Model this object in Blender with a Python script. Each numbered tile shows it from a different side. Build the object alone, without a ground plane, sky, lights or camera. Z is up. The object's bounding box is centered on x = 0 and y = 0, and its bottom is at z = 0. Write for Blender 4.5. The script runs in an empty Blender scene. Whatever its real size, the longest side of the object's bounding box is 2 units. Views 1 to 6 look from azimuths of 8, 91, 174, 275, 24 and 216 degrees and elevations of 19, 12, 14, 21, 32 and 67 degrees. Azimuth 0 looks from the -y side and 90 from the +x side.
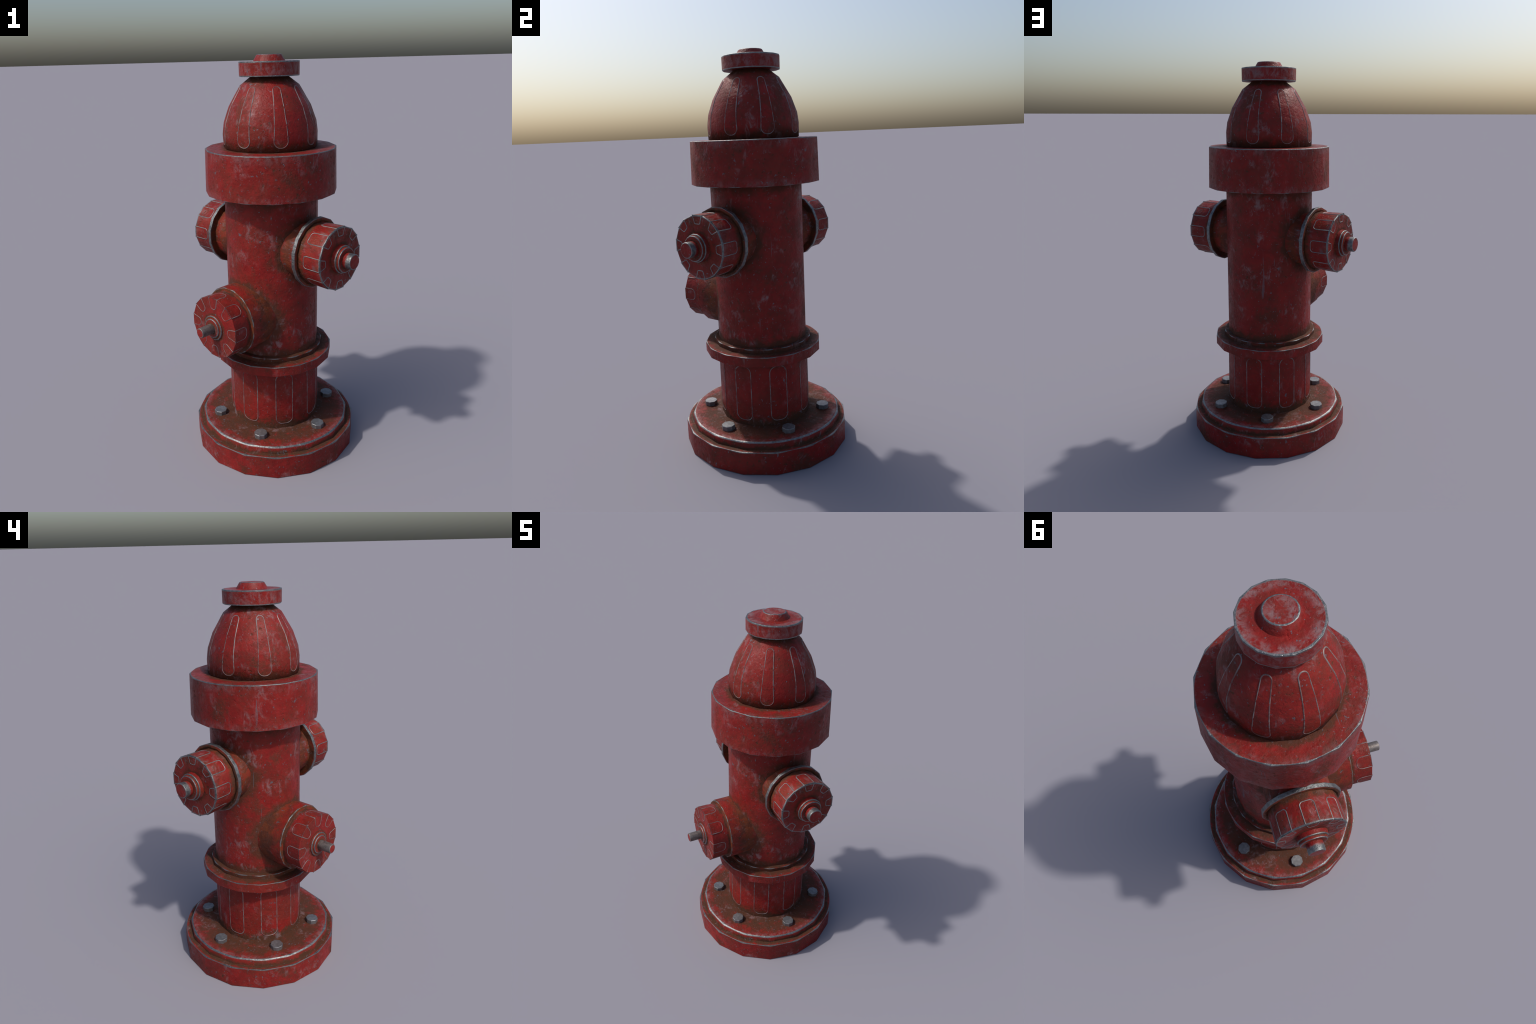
"""Weathered red street hydrant: turned 16-sided castings, three capped hose outlets, worn metal edges."""
import bpy, math, random
from math import sin, cos, pi, radians, hypot, sqrt
from mathutils import Vector, Matrix

random.seed(7)
SIDES = 16                       # every turned casting is a 16-gon with rounded shading
TURN = radians(-37.85)           # the whole hydrant is turned about its axis

# ---------------------------------------------------------------- node helpers
class Nodes:
    def __init__(self, name):
        self.mat = bpy.data.materials.new(name)
        self.mat.use_nodes = True
        self.t = self.mat.node_tree
        self.t.nodes.clear()

    def add(self, kind, **props):
        n = self.t.nodes.new(kind)
        for k, v in props.items():
            setattr(n, k, v)
        return n

    def link(self, src, dst):
        if isinstance(src, (int, float, tuple)):
            dst.default_value = src
        else:
            self.t.links.new(src, dst)

    def math(self, op, a, b=0.0, clamp=False):
        n = self.add('ShaderNodeMath', operation=op, use_clamp=clamp)
        self.link(a, n.inputs[0])
        self.link(b, n.inputs[1])
        return n.outputs[0]

    def smooth(self, x, lo, hi):
        n = self.add('ShaderNodeMapRange', interpolation_type='SMOOTHSTEP')
        self.link(x, n.inputs[0])
        n.inputs[1].default_value = lo
        n.inputs[2].default_value = hi
        return n.outputs[0]

    def noise(self, vec, scale, detail=4.0, rough=0.55, distort=0.0, stretch=None, offset=(0, 0, 0), rot=(0, 0, 0)):
        m = self.add('ShaderNodeMapping')
        self.link(vec, m.inputs[0])
        m.inputs[1].default_value = offset
        m.inputs[2].default_value = rot
        if stretch:
            m.inputs[3].default_value = stretch
        n = self.add('ShaderNodeTexNoise')
        self.link(m.outputs[0], n.inputs['Vector'])
        n.inputs['Scale'].default_value = scale
        n.inputs['Detail'].default_value = detail
        n.inputs['Roughness'].default_value = rough
        n.inputs['Distortion'].default_value = distort
        return n.outputs[0]

    def mix(self, fac, a, b):
        n = self.add('ShaderNodeMix', data_type='RGBA')
        self.link(fac, n.inputs[0])
        self.link(a, n.inputs[6])
        self.link(b, n.inputs[7])
        return n.outputs[2]

    def mixf(self, fac, a, b):
        n = self.add('ShaderNodeMix', data_type='FLOAT')
        self.link(fac, n.inputs[0])
        self.link(a, n.inputs[2])
        self.link(b, n.inputs[3])
        return n.outputs[0]

    def finish(self, color, rough, metal, height=None, strength=0.3, dist=0.002, spec=0.5):
        p = self.add('ShaderNodeBsdfPrincipled')
        self.link(color, p.inputs['Base Color'])
        self.link(rough, p.inputs['Roughness'])
        self.link(metal, p.inputs['Metallic'])
        self.link(spec, p.inputs['Specular IOR Level'])
        if height is not None:
            b = self.add('ShaderNodeBump')
            b.inputs['Strength'].default_value = strength
            b.inputs['Distance'].default_value = dist
            self.link(height, b.inputs['Height'])
            self.link(b.outputs[0], p.inputs['Normal'])
        o = self.add('ShaderNodeOutputMaterial')
        self.link(p.outputs[0], o.inputs[0])
        return self.mat


RED = (0.222, 0.0145, 0.0125, 1)
RED_DEEP = (0.165, 0.0100, 0.0092, 1)
RUST = (0.066, 0.025, 0.012, 1)
GRIME = (0.050, 0.029, 0.018, 1)
SCUFF = (0.190, 0.115, 0.120, 1)
CHIP = (0.120, 0.125, 0.145, 1)


def painted(name, edges=(), creases=(), grime=0.5, scuff=0.5, bands=(), seed=0.0, steel_zone=None, orange=0.0, joints=()):
    """Chipped red paint.  edges: (radius, height, width) circles worn to bare steel.
    creases: (radius, height, reach, amount) circles where rust and grime settled.
    bands: like creases, but pale scuffing next to exposed rims."""
    g = Nodes(name)
    co = g.add('ShaderNodeTexCoord').outputs['Object']
    sep = g.add('ShaderNodeSeparateXYZ')
    g.link(co, sep.inputs[0])
    x, y, z = sep.outputs
    r = g.math('SQRT', g.math('ADD', g.math('MULTIPLY', x, x), g.math('MULTIPLY', y, y)))
    o = (seed, seed * 1.7, seed * 0.6)

    def ringdist(R, Z):
        a = g.math('SUBTRACT', r, R)
        b = g.math('SUBTRACT', z, Z)
        return g.math('SQRT', g.math('ADD', g.math('MULTIPLY', a, a), g.math('MULTIPLY', b, b)))

    n_big = g.noise(co, 5.5, 5, 0.62, 0.3, offset=o)
    n_mid = g.noise(co, 17, 6, 0.65, 0.6, offset=o)
    n_fine = g.noise(co, 70, 5, 0.65, 0.0, offset=o)
    n_chip = g.noise(co, 38, 4, 0.62, 0.25, stretch=(1, 1, 0.8), offset=(o[0] + 3.1, o[1], o[2]))
    n_scuff = g.noise(co, 16, 9, 0.78, 1.6, stretch=(1, 1, 0.75), offset=(o[0] + 9.2, o[1], o[2]))
    n_fleck = g.noise(co, 95, 2, 0.5, 0.4, offset=(o[0] + 5.2, o[1], o[2]))

    col = g.mix(g.smooth(n_mid, 0.35, 0.68), RED_DEEP, RED)
    # grime: loose blotches everywhere plus settled matter along creases
    blot = g.math('MULTIPLY', g.smooth(g.math('ADD', g.math('MULTIPLY', n_big, 0.75), g.math('MULTIPLY', n_fine, 0.25)), 0.50, 0.64), grime)
    pits = g.noise(co, 55, 3, 0.6, 0.0, offset=(o[0] + 7.7, o[1], o[2]))
    n_patch = g.noise(co, 7, 3, 0.6, 0.2, offset=(o[0] + 1.3, o[1] + 4, o[2]))
    fleck = g.math('MULTIPLY', g.math('MULTIPLY', g.smooth(pits, 0.54, 0.68), g.smooth(n_patch, 0.42, 0.60)), grime * 1.3, clamp=True)
    dirt = g.math('MAXIMUM', blot, fleck)
    for axis, Z, R, reach, amount in joints:      # grime collected where an outlet leaves the casting
        b = g.math('SUBTRACT', z, Z)
        side = x if axis == 'front' else y
        d = g.math('SQRT', g.math('ADD', g.math('MULTIPLY', side, side), g.math('MULTIPLY', b, b)))
        d = g.math('DIVIDE', g.math('SUBTRACT', d, R), reach)
        d = g.math('ADD', d, g.math('MULTIPLY', g.math('SUBTRACT', n_mid, 0.5), 2.0))
        d = g.math('ADD', d, g.math('MULTIPLY', g.math('SUBTRACT', n_fine, 0.5), 1.0))
        f = g.math('SUBTRACT', 1.0, g.smooth(d, 0.1, 1.1))
        if axis == 'front':
            f = g.math('MULTIPLY', f, g.math('SUBTRACT', 1.0, g.smooth(y, -0.05, 0.0)))
        dirt = g.math('MAXIMUM', dirt, g.math('MULTIPLY', f, amount))
    for R, Z, reach, amount in creases:
        d = g.math('DIVIDE', ringdist(R, Z), reach)
        d = g.math('ADD', d, g.math('MULTIPLY', g.math('SUBTRACT', n_mid, 0.5), 2.2))
        d = g.math('ADD', d, g.math('MULTIPLY', g.math('SUBTRACT', n_fine, 0.5), 1.5))
        f = g.math('SUBTRACT', 1.0, g.smooth(d, 0.25, 1.15))
        dirt = g.math('MAXIMUM', dirt, g.math('MULTIPLY', f, amount))
    tone = g.mix(g.smooth(n_fine, 0.35, 0.65), RUST, GRIME)
    if orange:
        tone = g.mix(g.math('MULTIPLY', g.smooth(n_mid, 0.42, 0.6), orange), tone, (0.145, 0.045, 0.012, 1))
    film = g.math('MULTIPLY', g.smooth(g.math('ADD', g.math('MULTIPLY', n_patch, 0.6), g.math('MULTIPLY', n_fine, 0.4)), 0.40, 0.60), 0.36)
    col = g.mix(g.math('MAXIMUM', dirt, film), col, tone)
    # scuffs: pale dry smears
    n_wisp = g.noise(co, 30, 7, 0.72, 0.7, stretch=(1, 1, 0.55), rot=(0.25, 0.2, 0.0), offset=(o[0], o[1] + 8.8, o[2]))
    n_area = g.noise(co, 8, 3, 0.6, 0.4, offset=(o[0] + 2.5, o[1], o[2] + 6))
    sc = g.math('MULTIPLY', g.smooth(n_wisp, 0.47, 0.66), g.smooth(n_area, 0.50, 0.66))
    sc = g.math('MULTIPLY', g.math('MAXIMUM', sc, g.math('MULTIPLY', g.smooth(n_wisp, 0.62, 0.74), 0.8)), scuff * 1.25, clamp=True)
    for R, Z, reach, amount in bands:
        d = g.math('DIVIDE', ringdist(R, Z), reach)
        f = g.math('SUBTRACT', 1.0, g.smooth(d, 0.0, 1.0))
        sc = g.math('MAXIMUM', sc, g.math('MULTIPLY', g.math('MULTIPLY', f, amount), g.smooth(g.math('ADD', g.math('MULTIPLY', n_scuff, 0.5), g.math('MULTIPLY', n_wisp, 0.5)), 0.44, 0.60)))
    col = g.mix(sc, col, SCUFF)
    # chips down to primer, flecks and fine scratches
    chip = g.smooth(n_chip, 0.655, 0.71)
    chip = g.math('MAXIMUM', chip, g.smooth(n_fleck, 0.675, 0.735))
    for rot, off in (((0.5, 0.4, 0.9), 2.0), ((-0.7, 0.3, -0.6), 6.0)):
        s = g.noise(co, 6, 2, 0.5, 0.15, stretch=(0.6, 16, 0.6), rot=rot, offset=(off + seed, 0, 0))
        keep = g.smooth(g.noise(co, 7, 2, 0.5, 0, offset=(off * 2 + seed, 1, 0)), 0.52, 0.62)
        line = g.math('MULTIPLY', g.smooth(s, 0.70, 0.735), keep)
        chip = g.math('MAXIMUM', chip, g.math('MULTIPLY', line, 0.55))
    col = g.mix(g.math('MULTIPLY', chip, 0.8), col, CHIP)
    # bare steel on exposed rims
    steel = None
    wob = g.math('MULTIPLY', g.math('SUBTRACT', n_mid, 0.5), 0.0045)
    wob = g.math('ADD', wob, g.math('MULTIPLY', g.math('SUBTRACT', n_fine, 0.5), 0.0035))
    for R, Z, w in edges:
        d = g.math('ADD', ringdist(R, Z), wob)
        f = g.math('SUBTRACT', 1.0, g.smooth(d, w * 0.62, w * 1.15))
        steel = f if steel is None else g.math('MAXIMUM', steel, f)
    if steel_zone:
        lo, hi, rmin = steel_zone
        f = g.smooth(g.math('ADD', z, g.math('MULTIPLY', g.math('SUBTRACT', n_mid, 0.5), 0.03)), lo, hi)
        f = g.math('MULTIPLY', f, g.smooth(r, rmin - 0.001, rmin))
        steel = f if steel is None else g.math('MAXIMUM', steel, f)
    if steel is None:
        steel = 0.0
    metal = g.math('MAXIMUM', steel, g.math('MULTIPLY', chip, 0.4)) if steel != 0.0 else g.math('MULTIPLY', chip, 0.4)
    steel_tone = g.mix(g.smooth(n_fine, 0.3, 0.7), (0.125, 0.133, 0.142, 1), (0.245, 0.252, 0.255, 1))
    col = g.mix(steel, col, steel_tone)
    rough = g.mixf(dirt, g.mixf(g.smooth(n_scuff, 0.3, 0.7), 0.34, 0.54), 0.75)
    rough = g.mixf(metal, rough, 0.50)
    h = g.math('ADD', g.math('MULTIPLY', n_fine, 0.5), g.math('MULTIPLY', g.noise(co, 46, 5, 0.6, 0.15, offset=o), 0.9))
    h = g.math('SUBTRACT', h, g.math('MULTIPLY', g.smooth(pits, 0.60, 0.72), 0.35))
    return g.finish(col, rough, g.math('MULTIPLY', metal, 0.92), h, 0.5, 0.0065, spec=g.mixf(g.math('MAXIMUM', sc, steel), 0.16, 0.5))


def steel_material(name, lo, hi, rough=0.45, metallic=0.7, scale=60):
    g = Nodes(name)
    co = g.add('ShaderNodeTexCoord').outputs['Object']
    n = g.noise(co, scale, 5, 0.6)
    m = g.noise(co, scale * 0.25, 4, 0.6, 0.4)
    col = g.mix(g.smooth(g.math('ADD', g.math('MULTIPLY', n, 0.5), g.math('MULTIPLY', m, 0.5)), 0.38, 0.62), lo, hi)
    return g.finish(col, rough, metallic, n, 0.25, 0.003)


# ---------------------------------------------------------------- mesh helpers
def turned(profile, sides=SIDES, phase=0.0):
    """Spin a profile [(radius, height, chamfer)] about z.  chamfer > 0 cuts the corner and
    shades it as a rounded edge; chamfer 'soft' blends the two slopes; 0 leaves a hard corner.
    Returns verts, faces, loop normals."""
    pts = [(p[0], p[1], p[2] if len(p) > 2 else 0) for p in profile]
    n = len(pts)

    def seg_n(a, b):
        dr, dz = b[0] - a[0], b[1] - a[1]
        l = hypot(dr, dz)
        return (dz / l, -dr / l)
    segs = [seg_n(pts[i], pts[i + 1]) for i in range(n - 1)]
    out = []          # (point a, normal a, point b, normal b)
    start = [None] * n
    end = [None] * n
    bevels = {}
    for i, (r, z, c) in enumerate(pts):
        if 0 < i < n - 1 and not isinstance(c, str) and c > 0:
            pa, pb = pts[i - 1], pts[i + 1]
            la, lb = hypot(pa[0] - r, pa[1] - z), hypot(pb[0] - r, pb[1] - z)
            q1 = (r + (pa[0] - r) / la * c, z + (pa[1] - z) / la * c)
            q2 = (r + (pb[0] - r) / lb * c, z + (pb[1] - z) / lb * c)
            end[i], start[i] = q1, q2
            bevels[i] = (q1, segs[i - 1], q2, segs[i])
        else:
            end[i] = start[i] = (r, z)
    for i in range(n - 1):
        na = nb = segs[i]
        if isinstance(pts[i][2], str) and i > 0:
            a = (segs[i - 1][0] + segs[i][0], segs[i - 1][1] + segs[i][1])
            l = hypot(*a)
            na = (a[0] / l, a[1] / l)
        if isinstance(pts[i + 1][2], str) and i + 1 < n - 1:
            a = (segs[i + 1][0] + segs[i][0], segs[i + 1][1] + segs[i][1])
            l = hypot(*a)
            nb = (a[0] / l, a[1] / l)
        out.append((start[i], na, end[i + 1], nb))
        if i + 1 in bevels:
            out.append(bevels[i + 1])
    rows = [out[0][0]] + [s[2] for s in out]
    verts, faces, normals, index = [], [], [], []
    for r, z in rows:
        if r < 1e-6:
            index.append([len(verts)] * sides)
            verts.append((0, 0, z))
        else:
            index.append(list(range(len(verts), len(verts) + sides)))
            for k in range(sides):
                t = phase + 2 * pi * k / sides
                verts.append((r * cos(t), r * sin(t), z))
    for j, (pa, na, pb, nb) in enumerate(out):
        for k in range(sides):
            k2 = (k + 1) % sides
            t1, t2 = phase + 2 * pi * k / sides, phase + 2 * pi * (k + 1) / sides
            f = [(index[j][k], na, t1), (index[j][k2], na, t2), (index[j + 1][k2], nb, t2), (index[j + 1][k], nb, t1)]
            if index[j][k] == index[j][k2]:
                f = [f[0], f[2], f[3]]
            elif index[j + 1][k] == index[j + 1][k2]:
                f = [f[0], f[1], f[2]]
            faces.append([q[0] for q in f])
            normals += [(q[1][0] * cos(q[2]), q[1][0] * sin(q[2]), q[1][1]) for q in f]
    return verts, faces, normals


def make_mesh(name, verts, faces, normals, mats, slots=None):
    me = bpy.data.meshes.new(name)
    me.from_pydata([tuple(v) for v in verts], [], faces)
    for m in mats:
        me.materials.append(m)
    if slots:
        me.polygons.foreach_set('material_index', slots)
    me.polygons.foreach_set('use_smooth', [True] * len(me.polygons))
    if normals:
        me.normals_split_custom_set([Vector(n).normalized() for n in normals])
    me.update()
    return me


def put(name, mesh, parent, matrix=None):
    ob = bpy.data.objects.new(name, mesh)
    bpy.context.scene.collection.objects.link(ob)
    ob.parent = parent
    if matrix is not None:
        ob.matrix_local = matrix
    return ob


def lerp_profile(profile, z):
    for a, b in zip(profile, profile[1:]):
        if a[1] <= z <= b[1] and b[1] > a[1]:
            return a[0] + (b[0] - a[0]) * (z - a[1]) / (b[1] - a[1])
    return profile[-1][0] if z > profile[-1][1] else profile[0][0]


def outline(half_lo, half_hi, lo, hi, round_lo, round_hi, steps=9):
    """Rounded panel outline in (across, along); a zero rounding leaves that end open and square."""
    pts = []
    def arc(cx, cy, rad, a0, a1):
        for i in range(steps):
            a = a0 + (a1 - a0) * i / (steps - 1)
            pts.append((cx + rad * cos(a), cy + rad * sin(a)))
    def run(a, b):
        for i in range(1, 14):
            f = i / 14
            pts.append((a[0] + (b[0] - a[0]) * f, a[1] + (b[1] - a[1]) * f))
    # starts at the low end's right side, goes up the right, over the high end, down the left, round the low end
    rl, rh = round_lo, round_hi
    right_lo, right_hi = (half_lo, lo + rl), (half_hi, hi - rh)
    pts.append(right_lo)
    run(right_lo, right_hi)
    if rh:
        arc(half_hi - rh, hi - rh, rh, 0, pi / 2)
        arc(-half_hi + rh, hi - rh, rh, pi / 2, pi)
    else:
        pts += [(half_hi, hi), (-half_hi, hi)]
    run((-half_hi, hi - rh), (-half_lo, lo + rl))
    if rl:
        arc(-half_lo + rl, lo + rl, rl, pi, 1.5 * pi)
        arc(half_lo - rl, lo + rl, rl, 1.5 * pi, 2 * pi)
    else:
        pts += [(-half_lo, lo), (half_lo, lo)]
    clean = [pts[0]]
    for p in pts[1:]:
        if hypot(p[0] - clean[-1][0], p[1] - clean[-1][1]) > 1e-5:
            clean.append(p)
    if hypot(clean[0][0] - clean[-1][0], clean[0][1] - clean[-1][1]) < 1e-5:
        clean.pop()
    return clean


def panel(name, shape, surf, mats, line=0.005, lift=0.0012, bead=0.0022, skip=None, levels=()):
    """Raised panel draped on a casting: a plateau inside the outline, and a worn bead along it.
    surf(across, along) -> point, normal."""
    verts, faces, normals_v, slots = [], [], [], []
    n = len(shape)
    # inward direction per outline point (outline runs counter-clockwise)
    def inward(i):
        a, b = shape[i - 1], shape[(i + 1) % n]
        tx, ty = b[0] - a[0], b[1] - a[1]
        l = hypot(tx, ty)
        return (-ty / l, tx / l)
    def add(p, off, tilt=None):
        P, N = surf(*p)
        verts.append(P + N * off)
        M = N
        if tilt:
            q = surf(p[0] + tilt[0] * 1e-3, p[1] + tilt[1] * 1e-3)[0]
            M = (N + (q - P).normalized() * 0.75).normalized()
        normals_v.append(M)
        return len(verts) - 1
    rows = []
    for off_in, off_n, tilt in ((-line * 0.5, -0.0015, -1), (-line * 0.22, bead, -1), (line * 0.22, bead, 1), (line * 0.6, lift * 0.6, 1)):
        row = []
        for i in range(n):
            d = inward(i)
            p = (shape[i][0] + d[0] * off_in, shape[i][1] + d[1] * off_in)
            row.append(add(p, off_n, (d[0] * tilt, d[1] * tilt)))
        rows.append(row)
    for a, b in zip(rows, rows[1:]):
        for i in range(n):
            if skip and skip(shape[i], shape[(i + 1) % n]):
                continue
            j = (i + 1) % n
            faces.append([a[i], a[j], b[j], b[i]])
            slots.append(1)
    # plateau: horizontal rows clipped to the outline
    lo = min(p[1] for p in shape)
    hi = max(p[1] for p in shape)
    span = sorted(set([lo + (hi - lo) * (0.5 - 0.5 * cos(pi * i / 30)) for i in range(1, 30)] + [l for l in levels if lo < l < hi]))
    grid = []
    for v in span:
        xs = []
        for i in range(n):
            a, b = shape[i], shape[(i + 1) % n]
            if (a[1] - v) * (b[1] - v) < 0 or a[1] == v:
                f = 0 if a[1] == b[1] else (v - a[1]) / (b[1] - a[1])
                xs.append(a[0] + (b[0] - a[0]) * f)
        if len(xs) < 2:
            continue
        x0, x1 = min(xs), max(xs)
        grid.append([add((x0 + (x1 - x0) * k / 6, v), lift) for k in range(7)])
    for a, b in zip(grid, grid[1:]):
        for k in range(6):
            faces.append([a[k], a[k + 1], b[k + 1], b[k]])
            slots.append(0)
    loop_normals = [normals_v[i] for f in faces for i in f]
    return make_mesh(name, verts, faces, loop_normals, mats, slots)


def facet_surface(profile, centre, sides=SIDES):
    """Point/normal lookup on one flat facet of a turned part: across = metres from the facet's middle line."""
    half = pi / sides
    radial = Vector((cos(centre), sin(centre), 0))
    side = Vector((-sin(centre), cos(centre), 0))
    def surf(a, z):
        R = lerp_profile(profile, z)
        P = radial * (R * cos(half)) + side * a + Vector((0, 0, z))
        slope = (lerp_profile(profile, z + 0.012) - lerp_profile(profile, z - 0.012)) / 0.024
        ang = max(-1, min(1, a / (R * sin(half)))) * half
        N = radial * cos(ang) + side * sin(ang) + Vector((0, 0, -slope))
        return P, N.normalized()
    return surf


# ---------------------------------------------------------------- the hydrant
root = bpy.data.objects.new('fire_hydrant', None)
bpy.context.scene.collection.objects.link(root)
root.rotation_euler = (0, 0, TURN)
root["label"] = "weathered red street fire hydrant with three capped outlets"
root["category"] = "fire hydrant"

def soft_line():
    g = Nodes('faded_line')
    co = g.add('ShaderNodeTexCoord').outputs['Object']
    n = g.noise(co, 24, 5, 0.65)
    col = g.mix(g.smooth(n, 0.36, 0.66), (0.110, 0.042, 0.040, 1), (0.200, 0.170, 0.170, 1))
    return g.finish(col, 0.5, 0.15, g.noise(co, 80, 3), 0.2, 0.003)

FADED = soft_line()
LINE = steel_material('worn_line', (0.13, 0.13, 0.135, 1), (0.25, 0.25, 0.25, 1), 0.5, 0.7)
BOLT = steel_material('bolt_steel', (0.150, 0.152, 0.160, 1), (0.230, 0.232, 0.242, 1), 0.5, 0.7, 70)
RIM = steel_material('rim_steel', (0.13, 0.14, 0.15, 1), (0.30, 0.31, 0.31, 1), 0.38, 0.8, 50)
ROD = steel_material('rod_steel', (0.10, 0.085, 0.080, 1), (0.20, 0.18, 0.17, 1), 0.5, 0.6, 70)

# base plate: stepped round foot
base_profile = [(0, 0), (0.4295, 0), (0.4292, 0.1150, 0.0015), (0.3990, 0.1160, 0), (0.3965, 0.1400, 'soft'),
                (0.3925, 0.1490, 'soft'), (0.3830, 0.1518, 0.004), (0, 0.1530)]
base = put('base_plate', make_mesh('base_plate', *turned(base_profile), [painted(
    'base_paint', edges=[(0.4250, 0.1152, 0.0060), (0.3875, 0.1500, 0.0066)],
    creases=[(0.236, 0.153, 0.130, 0.92), (0.400, 0.116, 0.022, 0.95), (0.306, 0.153, 0.070, 0.85)],
    bands=[(0.374, 0.152, 0.022, 0.5)], grime=0.7, scuff=0.6, seed=1.3)]), root)

bolt_mesh = make_mesh('bolt', *turned([(0.0335, 0.145), (0.0335, 0.1750, 0.0018), (0, 0.1750)], sides=8, phase=pi / 8)[:2], None, [BOLT])
bolt_mesh.polygons.foreach_set('use_smooth', [False] * len(bolt_mesh.polygons))
for k in range(6):
    m = Matrix.Rotation(k * pi / 3, 4, 'Z') @ Matrix.Translation((0.306, 0, 0)) @ Matrix.Rotation(random.uniform(0, 0.4) + k, 4, 'Z')
    put('bolt', bolt_mesh, base, m)

# neck with raised flutes
neck_profile = [(0.2365, 0.150), (0.2355, 0.175, 'soft'), (0.2335, 0.50)]
neck_mats = painted('neck_paint', creases=[(0.236, 0.153, 0.060, 0.95), (0.234, 0.494, 0.040, 0.8)], grime=0.35, scuff=0.5, seed=4.2)
neck = put('neck', make_mesh('neck', *turned(neck_profile), [neck_mats]), root)
flute_shape = outline(0.0435, 0.0435, 0.178, 0.467, 0.034, 0.034)
for k in range(8):
    ang = radians(11.25 + 45 * k)
    put('flute_panel', panel('flute_panel', flute_shape, facet_surface(neck_profile, ang), [neck_mats, FADED], line=0.0056, bead=0.0018), neck)

# flange ring where the barrel sits
flange_profile = [(0.20, 0.4944), (0.3018, 0.4944, 0.002), (0.3016, 0.5450, 0.002), (0.2535, 0.5465), (0.2545, 0.5685, 0.003), (0.22, 0.5715)]
put('flange', make_mesh('flange', *turned(flange_profile), [painted(
    'flange_paint', edges=[(0.2985, 0.5455, 0.0045), (0.2525, 0.5690, 0.0040)],
    creases=[(0.255, 0.546, 0.050, 0.9), (0.232, 0.571, 0.028, 0.95)], grime=0.4, scuff=0.35, seed=7.7)]), root)

# barrel
barrel_profile = [(0.2312, 0.55), (0.2312, 0.766), (0.2312, 1.106), (0.2312, 1.40)]
barrel = put('barrel', make_mesh('barrel', *turned(barrel_profile), [painted(
    'barrel_paint', creases=[(0.2305, 0.571, 0.050, 0.85), (0.2305, 1.367, 0.055, 0.75)], joints=[('side', 1.106, 0.137, 0.055, 0.85), ('front', 0.766, 0.172, 0.045, 0.85)], grime=0.65, scuff=0.6, seed=2.9)]), root)

# collar
collar_profile = [(0.21, 1.3669), (0.3214, 1.3669, 0.002), (0.3166, 1.5798, 0.003), (0.20, 1.5800)]
put('collar', make_mesh('collar', *turned(collar_profile), [painted(
    'collar_paint', edges=[(0.3125, 1.5798, 0.0050), (0.3190, 1.3665, 0.0035)], creases=[(0.225, 1.577, 0.030, 0.85)],
    bands=[(0.316, 1.570, 0.045, 0.40), (0.321, 1.372, 0.04, 0.35)], grime=0.65, scuff=0.5, seed=5.1)]), root)

# bonnet (domed top) with tapering flutes
bonnet_profile = [(0.205, 1.572), (0.2140, 1.5785), (0.2250, 1.5830, 'soft'), (0.2265, 1.650, 'soft'), (0.2198, 1.7005, 'soft'), (0.1935, 1.7725, 'soft'),
                  (0.1388, 1.8645, 'soft'), (0.092, 1.900, 'soft'), (0.085, 1.91)]
bonnet_paint = painted('bonnet_paint', creases=[(0.226, 1.580, 0.050, 0.85), (0.10, 1.895, 0.035, 0.9)], grime=0.65, scuff=0.5, seed=8.4)
bonnet = put('bonnet', make_mesh('bonnet', *turned(bonnet_profile), [bonnet_paint]), root)
rib_shape = outline(0.0320, 0.0175, 1.600, 1.860, 0.030, 0.0168)
for k in range(8):
    ang = radians(11.25 + 45 * k)
    put('flute_panel', panel('bonnet_flute', rib_shape, facet_surface(bonnet_profile[2:], ang), [bonnet_paint, FADED], line=0.0056,
        lift=0.0022, bead=0.0026, levels=[p[1] for p in bonnet_profile]), bonnet)

# operating cap with its knob
cap_profile = [(0.07, 1.9033), (0.1406, 1.9033, 0.002), (0.1413, 1.9700, 0.002), (0.0750, 1.9705), (0.0572, 1.9995, 0.003), (0, 2.0)]
put('operating_cap', make_mesh('operating_cap', *turned(cap_profile), [painted(
    'operating_cap_paint', edges=[(0.1385, 1.9700, 0.0070), (0.1395, 1.9033, 0.0060), (0.0550, 1.9995, 0.0035)],
    bands=[(0.14, 1.935, 0.05, 0.6), (0.03, 2.0, 0.05, 0.75), (0.125, 1.97, 0.035, 0.8)], grime=0.25, scuff=0.55, seed=3.6)]), root)


# ---------------------------------------------------------------- hose outlets (axis along local z)
TH0 = radians(11.25)
def face_surface(centre, height):
    """Flat cap face: across = sideways, along = distance from the axis."""
    radial = Vector((cos(centre), sin(centre), 0))
    side = Vector((-sin(centre), cos(centre), 0))
    def surf(a, v):
        return radial * v - side * a + Vector((0, 0, height)), Vector((0, 0, 1))
    return surf

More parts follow.
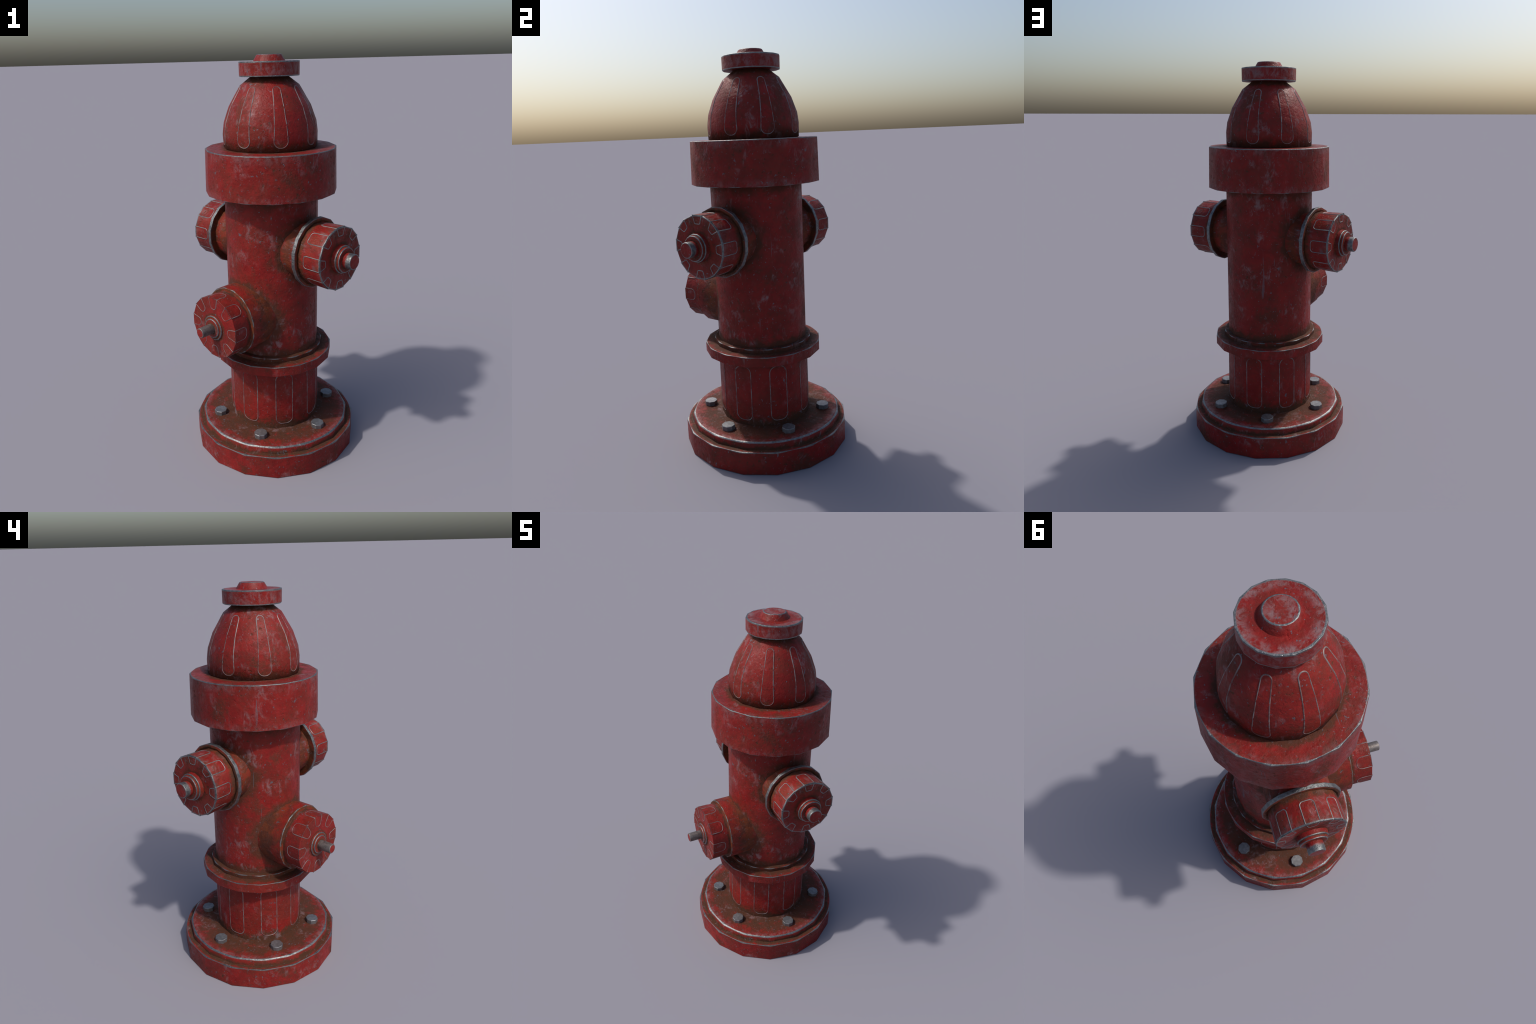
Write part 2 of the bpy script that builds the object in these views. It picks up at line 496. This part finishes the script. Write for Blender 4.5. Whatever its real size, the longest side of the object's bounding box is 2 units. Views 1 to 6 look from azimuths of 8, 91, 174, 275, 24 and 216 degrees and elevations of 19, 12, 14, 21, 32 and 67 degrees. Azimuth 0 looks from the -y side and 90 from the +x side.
def outlet_parts(kind):
    if kind == 'side':
        pipe = [(0.136, 0.10), (0.139, 0.279, 0), (0.1715, 0.2810, 0.002), (0.1715, 0.3000, 0.002), (0.158, 0.3020), (0.146, 0.2960)]
        cap = [(0.1475, 0.285), (0.1485, 0.305, 'soft'), (0.1510, 0.4305, 0.003), (0, 0.4310)]
        boss = [(0.0690, 0.428), (0.0665, 0.4525, 0.002), (0.0610, 0.4535), (0.0600, 0.4670, 0.002), (0.030, 0.4675)]
        stem = [(0.0365, 0.460), (0.0372, 0.5110, 0.003), (0, 0.5115)]
        pipe_m = painted('outlet_paint', edges=[(0.1725, 0.2905, 0.0125)], creases=[(0.148, 0.279, 0.03, 0.9), (0.154, 0.302, 0.018, 0.95), (0.146, 0.22, 0.05, 0.75)], grime=0.5, scuff=0.4, seed=6.3, orange=0.5)
        cap_m = painted('outlet_cap_paint', edges=[(0.1500, 0.4305, 0.0072)], creases=[(0.149, 0.300, 0.032, 0.9), (0.066, 0.431, 0.022, 0.8)], bands=[(0.151, 0.425, 0.03, 0.4)], orange=0.35, grime=0.75, scuff=0.4, seed=9.9)
        boss_m = painted('outlet_boss_paint', edges=[(0.0655, 0.4525, 0.0042), (0.0590, 0.4670, 0.0042)], creases=[(0.063, 0.4535, 0.008, 0.8), (0.037, 0.4675, 0.014, 0.8)], grime=0.6, scuff=0.4, seed=1.9, orange=0.3)
        stem_m = painted('stem_paint', edges=[(0.0362, 0.5110, 0.0040)], grime=0.2, scuff=0.5, seed=2.2, steel_zone=(0.478, 0.492, 0.0345))
        stem_slots = True
        side_panel = (0.0292, 0.0292, 0.334, 0.4305, 0.0170, 0.0)
        face_panel = (0.0185, 0.0285, 0.108, 0.1480, 0.0090, 0.0)
        cap_top, line, line_m = 0.4308, 0.0050, LINE
    else:
        pipe = [(0.1705, 0.10), (0.1707, 0.3080, 0.004), (0.150, 0.3095, 0.0)]
        cap = [(0.1555, 0.300), (0.1525, 0.312, 0), (0.1548, 0.4100, 0.0025), (0, 0.4105)]
        boss = [(0.0640, 0.408), (0.0615, 0.4185, 0.002), (0.0500, 0.4195), (0.0475, 0.4262, 0.002), (0.020, 0.4265)]
        stem = [(0.0246, 0.420), (0.0246, 0.4985, 0.003), (0, 0.4990)]
        pipe_m = painted('steamer_outlet_paint', edges=[(0.1690, 0.3085, 0.0042)], creases=[(0.162, 0.310, 0.016, 0.9), (0.171, 0.20, 0.075, 0.8)], grime=0.7, scuff=0.35, seed=3.3, orange=0.55)
        cap_m = painted('steamer_cap_paint', edges=[(0.1540, 0.4105, 0.0022)], creases=[(0.154, 0.312, 0.018, 0.9), (0.062, 0.4105, 0.014, 0.8)], grime=0.45, scuff=0.35, seed=5.9)
        boss_m = painted('steamer_boss_paint', edges=[(0.0605, 0.4185, 0.0038), (0.0465, 0.4262, 0.0038)], creases=[(0.055, 0.4195, 0.009, 0.8), (0.025, 0.4265, 0.014, 0.8)], grime=0.6, scuff=0.4, seed=4.4, orange=0.3)
        stem_m = painted('steamer_stem_paint', edges=[(0.0235, 0.4985, 0.0040)], grime=0.0, scuff=0.2, seed=2.2)
        stem_slots = False
        side_panel = (0.0300, 0.0300, 0.338, 0.4100, 0.0240, 0.0)
        face_panel = (0.0215, 0.0290, 0.095, 0.1515, 0.0195, 0.0)
        cap_top, line, line_m = 0.4104, 0.0042, FADED
    parts = {}
    parts['pipe'] = make_mesh('hose_outlet', *turned(pipe, phase=TH0), [pipe_m])
    parts['cap'] = make_mesh('outlet_cap', *turned(cap, phase=TH0), [cap_m])
    parts['boss'] = make_mesh('outlet_boss', *turned(boss, phase=TH0), [boss_m])
    sv, sf, sn = turned(stem, phase=TH0)
    if stem_slots:
        parts['stem'] = make_mesh('outlet_stem', sv, sf, sn, [stem_m])
    else:   # bare rod with a painted tip face
        slots = [0] * SIDES + [0] * SIDES + [1] * SIDES
        parts['stem'] = make_mesh('outlet_stem', sv, sf, sn, [ROD, stem_m], slots)
    side_shape = outline(*side_panel)
    face_shape = outline(*face_panel)
    open_rim = lambda top: (lambda a, b: abs(a[1] - top) < 1e-6 and abs(b[1] - top) < 1e-6)
    parts['panels'] = []
    for k in range(8):
        c = radians(45 * k)
        parts['panels'].append(panel('cap_panel', side_shape, facet_surface(cap[:-1], c), [cap_m, line_m], line=line, lift=0.0008, bead=0.0013, skip=open_rim(side_panel[3])))
        parts['panels'].append(panel('cap_face_panel', [(-p[0], p[1]) for p in face_shape][::-1], face_surface(c, cap_top), [cap_m, line_m], line=line, lift=0.0006, bead=0.0011, skip=open_rim(face_panel[3])))
    return parts

def outlet(parts, azimuth, height):
    # local z -> outward, local x -> up
    out = Vector((cos(azimuth), sin(azimuth), 0))
    up = Vector((0, 0, 1))
    m = Matrix((up, out.cross(up), out)).transposed().to_4x4()
    m.translation = (0, 0, height)
    body = put('hose_outlet', parts['pipe'], root, m)
    put('outlet_cap', parts['cap'], body)
    put('outlet_boss', parts['boss'], body)
    put('outlet_stem', parts['stem'], body)
    for me in parts['panels']:
        put('cap_panel', me, body)

side_parts = outlet_parts('side')
outlet(side_parts, 0.0, 1.1062)
outlet(side_parts, pi, 1.1062)
outlet(outlet_parts('steamer'), -pi / 2, 0.7658)
